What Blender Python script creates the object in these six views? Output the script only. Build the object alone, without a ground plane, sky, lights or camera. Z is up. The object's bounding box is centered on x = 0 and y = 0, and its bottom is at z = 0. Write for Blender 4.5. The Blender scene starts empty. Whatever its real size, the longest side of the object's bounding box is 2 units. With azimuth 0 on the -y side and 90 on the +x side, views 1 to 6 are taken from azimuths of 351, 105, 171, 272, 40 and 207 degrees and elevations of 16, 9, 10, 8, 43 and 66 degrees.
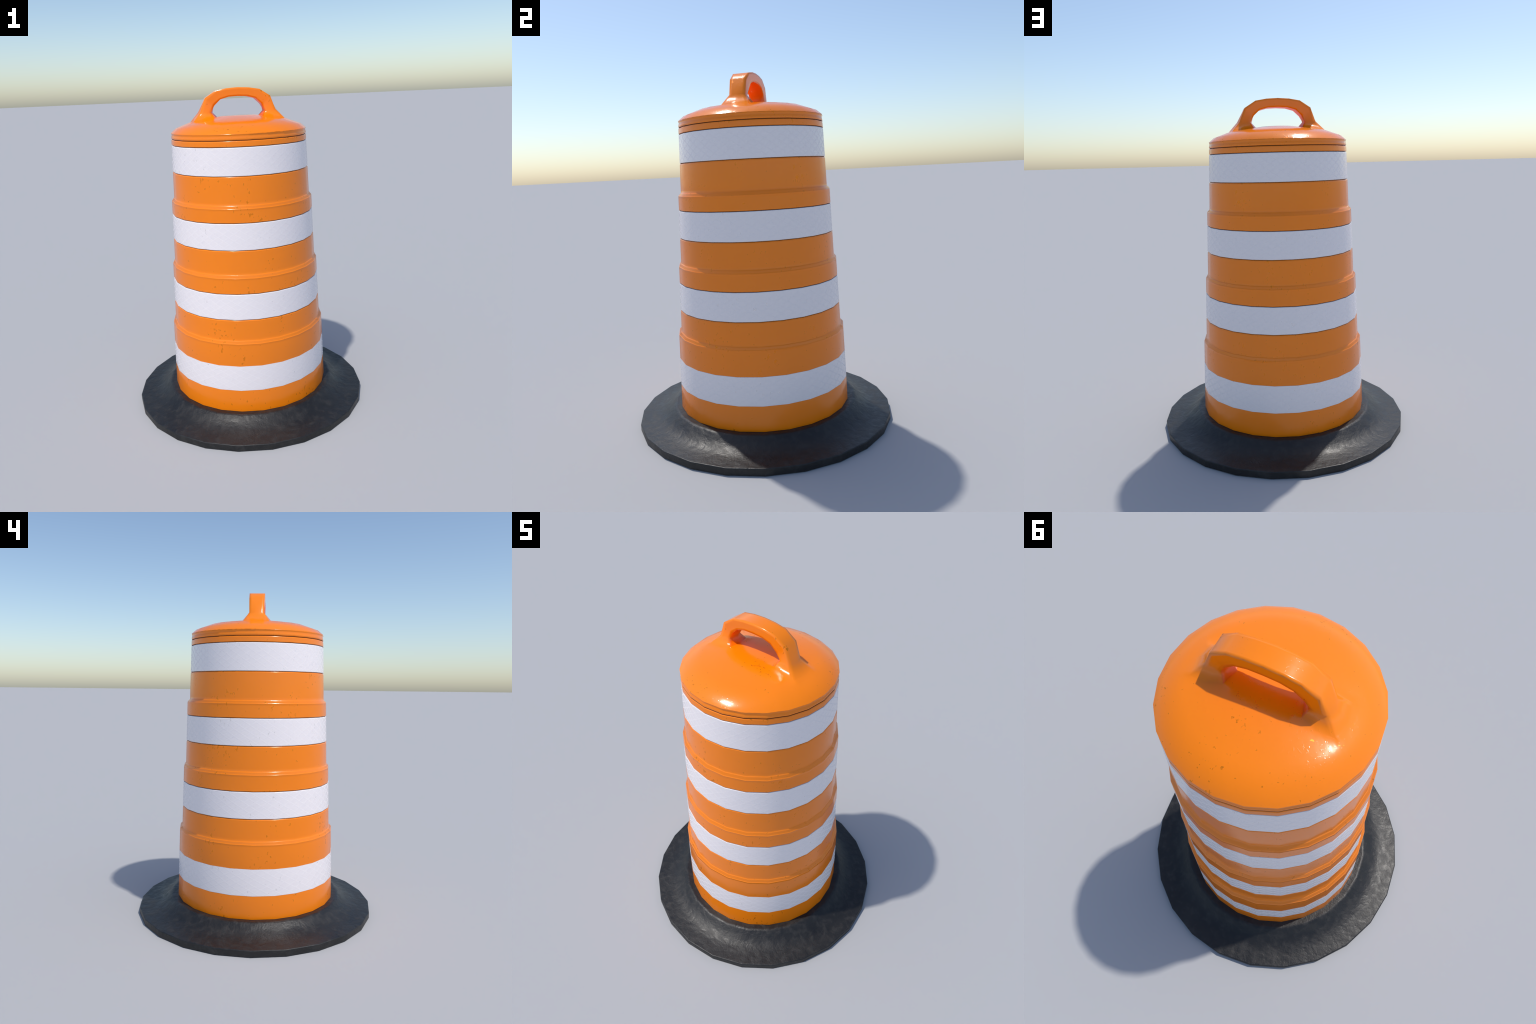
"""Orange-and-white traffic drum: rubber ring base, stepped barrel, four
reflective bands set in shallow grooves, domed lid and a carrying handle."""
import bpy, math
import numpy as np

SIDES = 24                       # every turned part is a 24-sided prism
TAU = 2.0 * math.pi


# --------------------------------------------------------------------------
#  node helpers
# --------------------------------------------------------------------------
class Nodes:
    def __init__(self, name):
        self.mat = bpy.data.materials.new(name)
        self.mat.use_nodes = True
        self.t = self.mat.node_tree
        self.t.nodes.clear()
        self.out = self.t.nodes.new("ShaderNodeOutputMaterial")
        self.bsdf = self.t.nodes.new("ShaderNodeBsdfPrincipled")
        self.t.links.new(self.bsdf.outputs[0], self.out.inputs[0])
        self.co = self.t.nodes.new("ShaderNodeTexCoord").outputs["Object"]

    def put(self, sock, v):
        if isinstance(v, bpy.types.NodeSocket):
            self.t.links.new(v, sock)
        elif isinstance(v, (tuple, list)) and len(v) == 3 and sock.type == "RGBA":
            sock.default_value = (*v, 1.0)
        else:
            sock.default_value = v

    def math(self, op, a, b=0.0, clamp=False):
        n = self.t.nodes.new("ShaderNodeMath")
        n.operation, n.use_clamp = op, clamp
        self.put(n.inputs[0], a)
        self.put(n.inputs[1], b)
        return n.outputs[0]

    def step(self, v, lo, hi, out_lo=0.0, out_hi=1.0):
        n = self.t.nodes.new("ShaderNodeMapRange")
        n.interpolation_type = "SMOOTHSTEP"
        self.put(n.inputs[0], v)
        for i, x in enumerate((lo, hi, out_lo, out_hi)):
            self.put(n.inputs[i + 1], x)
        return n.outputs[0]

    def mapped(self, scale=(1, 1, 1), loc=(0, 0, 0)):
        n = self.t.nodes.new("ShaderNodeMapping")
        self.put(n.inputs[0], self.co)
        n.inputs["Scale"].default_value = scale
        n.inputs["Location"].default_value = loc
        return n.outputs[0]

    def noise(self, vec, scale, detail=2.0, rough=0.5, dist=0.0):
        n = self.t.nodes.new("ShaderNodeTexNoise")
        self.put(n.inputs["Vector"], vec)
        n.inputs["Scale"].default_value = scale
        n.inputs["Detail"].default_value = detail
        n.inputs["Roughness"].default_value = rough
        n.inputs["Distortion"].default_value = dist
        return n.outputs[0]

    def mix(self, f, a, b):
        n = self.t.nodes.new("ShaderNodeMix")
        n.data_type = "RGBA"
        self.put(n.inputs[0], f)
        self.put(n.inputs[6], a)
        self.put(n.inputs[7], b)
        return n.outputs[2]

    def bump(self, height, strength, dist, normal=None):
        n = self.t.nodes.new("ShaderNodeBump")
        n.inputs["Strength"].default_value = strength
        n.inputs["Distance"].default_value = dist
        self.put(n.inputs["Height"], height)
        if normal is not None:
            self.put(n.inputs["Normal"], normal)
        return n.outputs[0]

    def xyz(self):
        n = self.t.nodes.new("ShaderNodeSeparateXYZ")
        self.put(n.inputs[0], self.co)
        return n.outputs

    def set(self, **kw):
        for k, v in kw.items():
            self.put(self.bsdf.inputs[k.replace("_", " ")], v)


def grime_mask(m, loc, amount=1.0, sparse=0.0):
    """Small scuffs and specks that gather in loose clusters, taller than wide."""
    cluster = m.noise(m.mapped((1, 1, 0.8), loc), 5.0, 2.0)
    cut = m.step(cluster, 0.38, 0.76, 0.735 + sparse, 0.578 + sparse)
    speck = m.noise(m.mapped((1, 1, 0.62), loc), 62.0, 2.5, 0.5, 0.25)
    d = m.math("SUBTRACT", speck, cut)
    return m.step(d, 0.0, 0.075, 0.0, amount)


def orange_plastic(name, colour, grime_colour, loc=(0, 0, 0), rough=0.19):
    m = Nodes(name)
    mask = grime_mask(m, loc)
    broad = m.noise(m.mapped(loc=loc), 3.0, 2.0)
    base = m.mix(m.step(broad, 0.3, 0.7), colour, tuple(c * k for c, k in zip(colour, (0.97, 0.97, 0.9))))
    m.set(Base_Color=m.mix(mask, base, grime_colour), Metallic=m.math("MULTIPLY", mask, 0.45))
    pits = m.noise(m.co, 95.0, 2.0, 0.6)
    pits = m.step(pits, 0.60, 0.72)
    waves = m.noise(m.co, 11.0, 2.0)
    nrm = m.bump(waves, 0.10, 0.010)
    nrm = m.bump(pits, 0.10, 0.002, nrm)
    m.set(Roughness=m.math("ADD", rough, m.math("MULTIPLY", mask, 0.08)), Normal=nrm)
    m.set(IOR=1.5)
    return m.mat


def sheeting(name):
    """White retroreflective sheeting: a lattice of rounded diamond cells."""
    m = Nodes(name)
    x, y, z = m.xyz()
    ang = m.math("ARCTAN2", y, x)
    u = m.math("MULTIPLY", m.math("ADD", ang, math.radians(2.9)), 44.0 / TAU)
    v = m.math("MULTIPLY", m.math("SUBTRACT", z, 0.0175), 1.0 / 0.0402)
    walls = []
    for op in ("ADD", "SUBTRACT"):                       # two families of slanting cell walls
        f = m.math("FRACT", m.math("ADD", m.math(op, u, v), 100.0))
        walls.append(m.math("ABSOLUTE", m.math("SUBTRACT", f, 0.5)))
    near = m.t.nodes.new("ShaderNodeMath")
    near.operation = "SMOOTH_MIN"
    m.put(near.inputs[0], walls[0])
    m.put(near.inputs[1], walls[1])
    near.inputs[2].default_value = 0.12
    wall = m.step(near.outputs[0], 0.045, 0.105, 1.0, 0.0)
    mask = grime_mask(m, (3.1, 0.7, 1.9), 0.6, 0.03)
    white = m.mix(wall, (0.905, 0.832, 0.830), (0.90, 0.828, 0.826))
    m.set(Base_Color=m.mix(mask, white, (0.78, 0.73, 0.73)), Metallic=m.math("MULTIPLY", mask, 0.5))
    m.set(Roughness=m.math("SUBTRACT", m.step(wall, 0.0, 1.0, 0.24, 0.80), m.math("MULTIPLY", mask, 0.12)))
    m.set(Specular_IOR_Level=m.step(wall, 0.0, 1.0, 0.5, 0.2))
    grain = m.noise(m.co, 160.0, 2.0)
    nrm = m.bump(wall, 0.12, 0.0012)
    m.set(Normal=m.bump(grain, 0.06, 0.002, nrm), IOR=1.5)
    return m.mat


def groove_shadow_paint(name):
    m = Nodes(name)
    m.set(Base_Color=m.mix(m.noise(m.co, 30.0, 3.0), (0.10, 0.035, 0.010), (0.16, 0.055, 0.014)), Roughness=0.7)  # orange darkened to brown: crevice shadow painted onto the groove floors
    return m.mat


def rubber(name):
    m = Nodes(name)
    x, y, z = m.xyz()
    rad = m.math("SQRT", m.math("ADD", m.math("MULTIPLY", x, x), m.math("MULTIPLY", y, y)))
    lump = m.noise(m.co, 22.0, 4.0, 0.58, 0.25)
    fine = m.noise(m.co, 95.0, 3.0, 0.6)
    broad = m.noise(m.co, 6.0, 3.0)
    c = m.mix(m.step(broad, 0.3, 0.7), (0.010, 0.010, 0.0105), (0.017, 0.0165, 0.016))
    c = m.mix(m.step(lump, 0.45, 0.75, 0.0, 0.6), c, (0.036, 0.034, 0.032))
    m.set(Base_Color=c, Roughness=m.step(lump, 0.3, 0.7, 0.38, 0.52), Specular_IOR_Level=0.42)
    nrm = m.bump(lump, 0.30, 0.012)
    nrm = m.bump(fine, 0.16, 0.004, nrm)
    m.set(Normal=nrm)
    return m.mat


# --------------------------------------------------------------------------
#  geometry helpers
# --------------------------------------------------------------------------
def add_object(name, verts, faces, mat, parent, origin=(0, 0, 0), loop_normals=None, vert_normals=None,
               slots=None):
    o = np.array(origin)
    me = bpy.data.meshes.new(name)
    me.from_pydata([tuple(np.array(v) - o) for v in verts], [], faces)
    me.validate(clean_customdata=False)
    me.update()
    for p in me.polygons:
        p.use_smooth = True
    if loop_normals is not None:
        me.normals_split_custom_set(loop_normals)
    if vert_normals is not None:
        me.normals_split_custom_set_from_vertices(vert_normals)
    for m in (mat if isinstance(mat, (list, tuple)) else [mat]):
        me.materials.append(m)
    if slots is not None:
        me.polygons.foreach_set("material_index", slots)
    ob = bpy.data.objects.new(name, me)
    bpy.context.scene.collection.objects.link(ob)
    ob.parent = parent
    ob.location = origin
    return ob


def lathe(name, profile, mat, parent, sharp=(), closed=False, origin_z=0.0, shadow_painted=(), tilt=None):
    """Turn a profile of (radius, height) points, running so that the outside
    lies to the right of the direction of travel going up, into a 24-sided
    prism with length-weighted smooth normals."""
    prof = [np.array(p, float) for p in profile]
    n = len(prof)
    segs = [(i, (i + 1) % n) for i in range(n if closed else n - 1)]
    seg_n, seg_l = {}, {}
    for s, (i, j) in enumerate(segs):
        d = prof[j] - prof[i]
        L = np.linalg.norm(d)
        seg_n[s] = np.array((d[1], -d[0])) / L
        seg_l[s] = L
    vn = [np.zeros(2) for _ in prof]
    for s, (i, j) in enumerate(segs):
        for k in (i, j):
            vn[k] = vn[k] + seg_n[s] * seg_l[s]
    vn = [v / max(np.linalg.norm(v), 1e-9) for v in vn]
    for k, deg in (tilt or {}).items():
        vn[k] = np.array((math.cos(math.radians(deg)), math.sin(math.radians(deg))))
    verts, faces, ln, slots = [], [], [], []
    ring = {}
    for i, (r, z) in enumerate(prof):
        if r < 1e-6:
            ring[i] = [len(verts)] * SIDES
            verts.append((0, 0, z))
        else:
            ring[i] = list(range(len(verts), len(verts) + SIDES))
            for k in range(SIDES):
                a = TAU * k / SIDES
                verts.append((r * math.cos(a), r * math.sin(a), z))
    for s, (i, j) in enumerate(segs):
        ni = seg_n[s] if i in sharp else vn[i]
        nj = seg_n[s] if j in sharp else vn[j]
        for k in range(SIDES):
            k2 = (k + 1) % SIDES
            corner = [(ring[i][k], k, ni), (ring[i][k2], k2, ni), (ring[j][k2], k2, nj), (ring[j][k], k, nj)]
            seen, f = set(), []
            for c in corner:
                if c[0] not in seen:
                    seen.add(c[0])
                    f.append(c)
            faces.append([c[0] for c in f])
            slots.append(1 if s in shadow_painted else 0)
            for vi, kk, nn in f:
                if verts[vi][0] == 0 and verts[vi][1] == 0:
                    ln.append((0, 0, 1 if nn[1] >= 0 else -1))
                else:
                    a = TAU * kk / SIDES
                    ln.append((nn[0] * math.cos(a), nn[0] * math.sin(a), nn[1]))
    return add_object(name, verts, faces, mat, parent, (0, 0, origin_z), loop_normals=ln, slots=slots)


# --------------------------------------------------------------------------
#  dimensions
# --------------------------------------------------------------------------
# barrel wall, bottom to top: three tapering drums, each stepping in at a ledge
WALL = [(0.5058, 0.104), (0.4925, 0.5445), (0.4772, 0.5575), (0.4640, 0.9420),
        (0.4512, 0.9570), (0.4388, 1.3430), (0.4238, 1.3575), (0.4113, 1.7140)]
BANDS = [(0.2430, 0.4030, 0.0012, 0.0), (0.6865, 0.8480, 0.0042, 1.0),
         (1.1010, 1.2620, 0.0042, 1.0), (1.5195, 1.6825, 0.0042, 1.0)]   # bottom, top, gap, edge rounding
BAND_DEPTH = 0.007

# lid: grooved skirt, chamfered rim, dome
LID = [(0.4055, 1.7155), (0.4092, 1.7175), (0.4108, 1.7215), (0.4110, 1.7265), (0.4090, 1.7330),
       (0.4072, 1.7400), (0.4085, 1.7468), (0.4112, 1.7515), (0.3805, 1.7770), (0.2910, 1.8090),
       (0.1070, 1.8368), (0.0, 1.8370)]

# rubber ring: flat foot, short side wall, bell-shaped slope, flat seat for the barrel
BASE = [(0.0, 0.0), (0.7520, 0.0), (0.7520, 0.0330), (0.7500, 0.0365), (0.7450, 0.0375), (0.6950, 0.0405),
        (0.6500, 0.0468), (0.6100, 0.0600), (0.5750, 0.0830), (0.5530, 0.1010), (0.5430, 0.1060),
        (0.5330, 0.1070), (0.5080, 0.1045), (0.0, 0.1045)]

# handle stations, centre to foot: outer and inner mid points (x, z), half width at the
# outer and inner corners, how far the corners fall back behind the outer and inner mid
# points, and how far the flanks swell
ARCH = [((0.000, 2.0000), (0.000, 1.9500), 0.0455, 0.0455, 0.0, 0.0, 0.0),
        ((0.067, 1.9965), (0.057, 1.9475), 0.0455, 0.0455, 0.0, 0.0, 0.0),
        ((0.132, 1.9855), (0.107, 1.9340), 0.0455, 0.0455, 0.0, 0.0, 0.0),
        ((0.196, 1.9450), (0.143, 1.9010), 0.0445, 0.0440, 0.0, 0.0, 0.0),
        ((0.240, 1.8645), (0.153, 1.8610), 0.0425, 0.0395, 0.014, 0.013, 0.0040),
        ((0.291, 1.8090), (0.127, 1.8350), 0.0750, 0.0640, 0.014, 0.020, 0.0150)]


def wall_r(z):
    """Barrel radius at a height."""
    for (r0, z0), (r1, z1) in zip(WALL, WALL[1:]):
        if z0 <= z <= z1:
            return r0 + (r1 - r0) * (z - z0) / (z1 - z0)
    return WALL[0][0] if z < WALL[0][1] else WALL[-1][0]


def lid_z(x, y):
    """Height of the faceted lid above a point."""
    a = math.atan2(y, x) % (TAU / SIDES) - math.pi / SIDES
    r = math.hypot(x, y) * math.cos(a) / math.cos(math.pi / SIDES)
    top = LID[7:]
    for (r0, z0), (r1, z1) in zip(top, top[1:]):
        if r1 <= r <= r0:
            return z0 + (z1 - z0) * (r0 - r) / (r0 - r1)
    return top[0][1]


LID_LEAN = [(0.0, 0.0), (0.107, 4.5), (0.291, 11.5), (0.3805, 31.0), (0.4112, 42.0)]   # radius, degrees


def lid_normal(x, y):
    """Shading normal of the dome: leans outward more and more towards the rim."""
    r = math.hypot(x, y)
    lean = math.radians(float(np.interp(r, *zip(*LID_LEAN))))
    return np.array((math.sin(lean) * x / r, math.sin(lean) * y / r, math.cos(lean))) if r > 1e-6 else np.array((0, 0, 1.0))


def lid_shading(x, y):
    """Lid normal, leaning away from the handle feet close to them (moulded fillet)."""
    n = lid_normal(x, y)
    # past the outer end of each foot the fillet carries straight on outwards
    n[1] *= 1.0 - 0.55 * math.exp(-((abs(x) - 0.29) / 0.06) ** 2 - (y / 0.12) ** 2)
    px, py = abs(x) - 0.207, abs(y)
    qx, qy = max(abs(px) - 0.070, 0.0), max(py - 0.062, 0.0)
    d = math.hypot(qx, qy)
    if d > 1e-5:
        gx, gy = qx / d * math.copysign(1, px) * math.copysign(1, x), qy / d * math.copysign(1, y)
        w = 0.22 * math.exp(-(max(d - 0.014, 0.0) / 0.016) ** 1.5)
        n = n + np.array((gx, gy, 0.0)) * w
    return n / np.linalg.norm(n)


# --------------------------------------------------------------------------
#  parts
# --------------------------------------------------------------------------
def barrel_profile():
    """Profile of the barrel and the set of profile segments that lie in grooves."""
    out = []

    def ledge(k):
        """rounded step: concave foot at WALL[k+1], convex shoulder at WALL[k]"""
        (r0, z0), (r1, z1) = WALL[k], WALL[k + 1]
        rb = 0.0042
        down = WALL[k - 1]
        up = WALL[k + 2]

        def along(p, q, d):
            p, q = np.array(p), np.array(q)
            return tuple(p + (q - p) / np.linalg.norm(q - p) * d)
        a, b = along((r0, z0), down, rb), along((r0, z0), (r1, z1), rb)
        c, d = along((r1, z1), (r0, z0), rb), along((r1, z1), up, rb)
        far = 0.011
        return [along((r0, z0), down, rb + far), a, tuple((np.array(a) + b) / 2 * 0.5 + np.array((r0, z0)) * 0.5), b,
                c, tuple((np.array(c) + d) / 2 * 0.5 + np.array((r1, z1)) * 0.5), d,
                along((r1, z1), up, rb + far)]

    events = []
    for k in (1, 3, 5):
        events.append((WALL[k][1], ledge(k), None))
    for z0, z1, gap, rnd in BANDS:
        e = 0.007 * rnd
        rec = []
        if rnd:
            rec += [(wall_r(z0 - e), z0 - e), (wall_r(z0) - 0.0009, z0 - e * 0.45), (wall_r(z0) - 0.0034, z0)]
        else:
            rec += [(wall_r(z0), z0)]
        shadow_paint = {len(rec) - 1, len(rec), len(rec) + 1} if rnd else set()
        rec += [(wall_r(z0) - BAND_DEPTH, z0 + 0.0002), (wall_r(z1) - BAND_DEPTH, z1 - 0.0002)]
        if rnd:
            rec += [(wall_r(z1) - 0.0010, z1), (wall_r(z1) - 0.0002, z1 + 0.0015), (wall_r(z1 + 0.003), z1 + 0.003)]
        else:
            rec += [(wall_r(z1), z1)]
        events.append((z0, rec, shadow_paint))
    events.sort(key=lambda e: e[0])
    out += [(0.4950, 0.0950), (0.5030, 0.1030), (0.5050, 0.1040), (0.5058, 0.1065)]
    shadow_painted, tilt = set(), {}
    for _, e, d in events:
        if d is None:                      # moulded bead along the ledge
            tilt.update({len(out) + k: t for k, t in enumerate((1.6, -11, 38, 15, 15, 40, 12, 1.8))})
            d = set()
        shadow_painted |= {len(out) + k for k in d}
        out += e
    out += [(0.4115, 1.7085), (0.4108, 1.7110), (0.4090, 1.7135), (0.4055, 1.7150), (0.3950, 1.7152)]
    shadow_painted |= {len(out) - 3, len(out) - 2}
    return out, shadow_painted, tilt


def band_profile(z0, z1, gap, rnd):
    """closed ring section, thickness BAND_DEPTH minus a hair"""
    a, b = z0 + gap * 0.75, z1 - gap * 0.9
    ins = BAND_DEPTH - 0.0004
    proud = 0.0 if rnd else 0.0004
    e = 0.005 * rnd if rnd else 0.0006
    return [(wall_r(a) - ins, a), (wall_r(a) - 0.0010 * rnd + proud, a), (wall_r(a) + proud, a + e * 0.5),
            (wall_r(b - e) + proud, b - e), (wall_r(b) - 0.0003 + proud, b - e * 0.45),
            (wall_r(b) - 0.0016 * rnd + proud * 0.5, b), (wall_r(b) - ins, b)]


def bar_section(outer, inner, wo, wi, bo, bi, bs, soft):
    """Points and normals round a bar.  The corners stay crisp; points a little way
    in from each corner carry the plain face normal and the corner carries the
    diagonal one, so that the edge shades as if rounded."""
    (ox, oz), (ix, iz) = outer, inner
    L = math.hypot(ox - ix, oz - iz)
    ax, az = (ox - ix) / L, (oz - iz) / L
    corners = [(L - bo, wo), (bi, wi), (bi, -wi), (L - bo, -wo)]
    side = (wo + wi) / 2 + bs
    mids = [(L / 2, side), (0.0, 0.0), (L / 2, -side), (L, 0.0)]      # middle of the face after corner i
    face_n = [(0.0, 1.0), (-1.0, 0.0), (0.0, -1.0), (1.0, 0.0)]
    pts, nrm = [], []

    def put(u, w, nu, nw):
        pts.append((ix + ax * u, w, iz + az * u))
        l = math.hypot(nu, nw)
        nrm.append((ax * nu / l, nw / l, az * nu / l))

    def toward(c, m):
        l = math.hypot(m[0] - c[0], m[1] - c[1])
        t = min(soft, l * 0.75) / l
        return c[0] + (m[0] - c[0]) * t, c[1] + (m[1] - c[1]) * t
    for i, c in enumerate(corners):
        before, after = face_n[i - 1], face_n[i]
        put(*toward(c, mids[i - 1]), *before)
        put(c[0], c[1], before[0] + after[0], before[1] + after[1])
        put(*toward(c, mids[i]), *after)
        put(*mids[i], *after)
    return pts, nrm


def build_lid(mats, parent):
    """24-sided lid; flats are subdivided so that the fillets round the feet can shade softly."""
    prof, skirt = list(LID[:9]), 8
    for (r0, z0), (r1, z1), k in ((LID[8], LID[9], 4), (LID[9], LID[10], 9), (LID[10], LID[11], 4)):
        prof += [(r0 + (r1 - r0) * t / k, z0 + (z1 - z0) * t / k) for t in range(1, k + 1)]
    prof = [np.array(p) for p in prof]
    vn = [np.zeros(2) for _ in prof]
    for i in range(len(prof) - 1):
        d = prof[i + 1] - prof[i]
        vn[i] += (d[1], -d[0])
        vn[i + 1] += (d[1], -d[0])
    sub = 4
    verts, norms, faces, slots, ring = [], [], [], [], []
    for i, (r, z) in enumerate(prof):
        row = []
        for k in range(SIDES * sub if r > 1e-6 else 1):
            a0, a1, t = TAU * (k // sub) / SIDES, TAU * (k // sub + 1) / SIDES, (k % sub) / sub
            x = r * ((1 - t) * math.cos(a0) + t * math.cos(a1))
            y = r * ((1 - t) * math.sin(a0) + t * math.sin(a1))
            row.append(len(verts))
            verts.append((x, y, z))
            if r < 1e-6:
                norms.append((0, 0, 1))
            elif i >= skirt - 1:
                norms.append(tuple(lid_shading(x, y)))
            else:
                n, h = vn[i] / np.linalg.norm(vn[i]), math.hypot(x, y)
                norms.append((n[0] * x / h, n[0] * y / h, n[1]))
        ring.append(row if len(row) > 1 else row * (SIDES * sub))
    for i in range(len(prof) - 1):
        for k in range(SIDES * sub):
            k2 = (k + 1) % (SIDES * sub)
            f = [ring[i][k], ring[i][k2], ring[i + 1][k2], ring[i + 1][k]]
            faces.append(f if f[2] != f[3] else f[:3])
            slots.append(1 if i == 0 else 0)
    return add_object("lid", verts, faces, mats, parent, vert_normals=norms, slots=slots)


def build_handle(mat, parent):
    verts, norms, n = [], [], 16
    stations = [(-1, a) for a in ARCH[:0:-1]] + [(1, a) for a in ARCH]
    for sgn, st in stations:
        o = st[0]
        foot = o[1] < 1.82
        sec, nrm = bar_section(*st, 0.016 if o[1] < 1.96 else 0.011)
        for (x, y, z), (nx, ny, nz) in zip(sec, nrm):
            x, nx = sgn * x, sgn * nx
            if foot:                                  # feet melt into the lid
                z = lid_z(x, y) - 0.0008
                nx, ny, nz = lid_shading(x, y)
            verts.append((x, y, z))
            norms.append((nx, ny, nz))
    faces = []
    for s in range(len(stations) - 1):
        for k in range(n):
            k2 = (k + 1) % n
            faces.append([s * n + k, s * n + k2, (s + 1) * n + k2, (s + 1) * n + k])
    slots = [1 if k in (5, 6, 7, 8) else 0 for s in range(len(stations) - 1) for k in range(n)]
    V, N = np.array(verts), np.array(norms)
    flow = np.zeros_like(V)
    for f in faces:
        p, q, r, t = V[f]
        flow[f] += np.cross(r - p, t - q)
    if (flow * N).sum() < 0:
        faces = [f[::-1] for f in faces]
        flow = -flow
    flow /= np.linalg.norm(flow, axis=1)[:, None]
    for s in (1, len(stations) - 2):                  # leg bottoms: part of the fillet
        for k in range(s * n, s * n + n):
            v = N[k] * 0.15 + flow[k] * 0.85
            N[k] = v / np.linalg.norm(v)
    return add_object("handle", verts, faces, mat, parent, vert_normals=[tuple(v) for v in N], slots=slots)


def build():
    root = bpy.data.objects.new("traffic_drum", None)
    bpy.context.scene.collection.objects.link(root)
    root["label"] = "orange and white striped traffic drum on black rubber ring"
    root["category"] = "traffic barrel"

    ORANGE = (1.0, 0.238, 0.0015)
    GRIME = (0.88, 0.23, 0.003)
    body_mat = orange_plastic("orange_barrel_plastic", ORANGE, GRIME, (0.3, 2.2, 0.4))
    lid_mat = orange_plastic("orange_lid_plastic", ORANGE, GRIME, (1.7, 0.2, 4.1), rough=0.17)
    redder_mat = orange_plastic("orange_redder_plastic", (1.0, 0.170, 0.0015), GRIME, (1.7, 0.2, 4.1), rough=0.30)  # redder orange on the inner faces of the handle
    tape = sheeting("white_reflective_sheeting")
    shadow_paint = groove_shadow_paint("groove_shadow_paint")
    black = rubber("black_rubber")

    lathe("rubber_base", BASE, black, root, sharp={1})
    prof, shadow_painted, tilt = barrel_profile()
    lathe("barrel", prof, [body_mat, shadow_paint], root, shadow_painted=shadow_painted, tilt=tilt)
    for b in BANDS[::-1]:
        lathe("reflective_band", band_profile(*b), tape, root, sharp={0, 6}, closed=True,
              origin_z=(b[0] + b[1]) / 2)
    build_lid([lid_mat, shadow_paint], root)
    build_handle([lid_mat, redder_mat], root)


build()
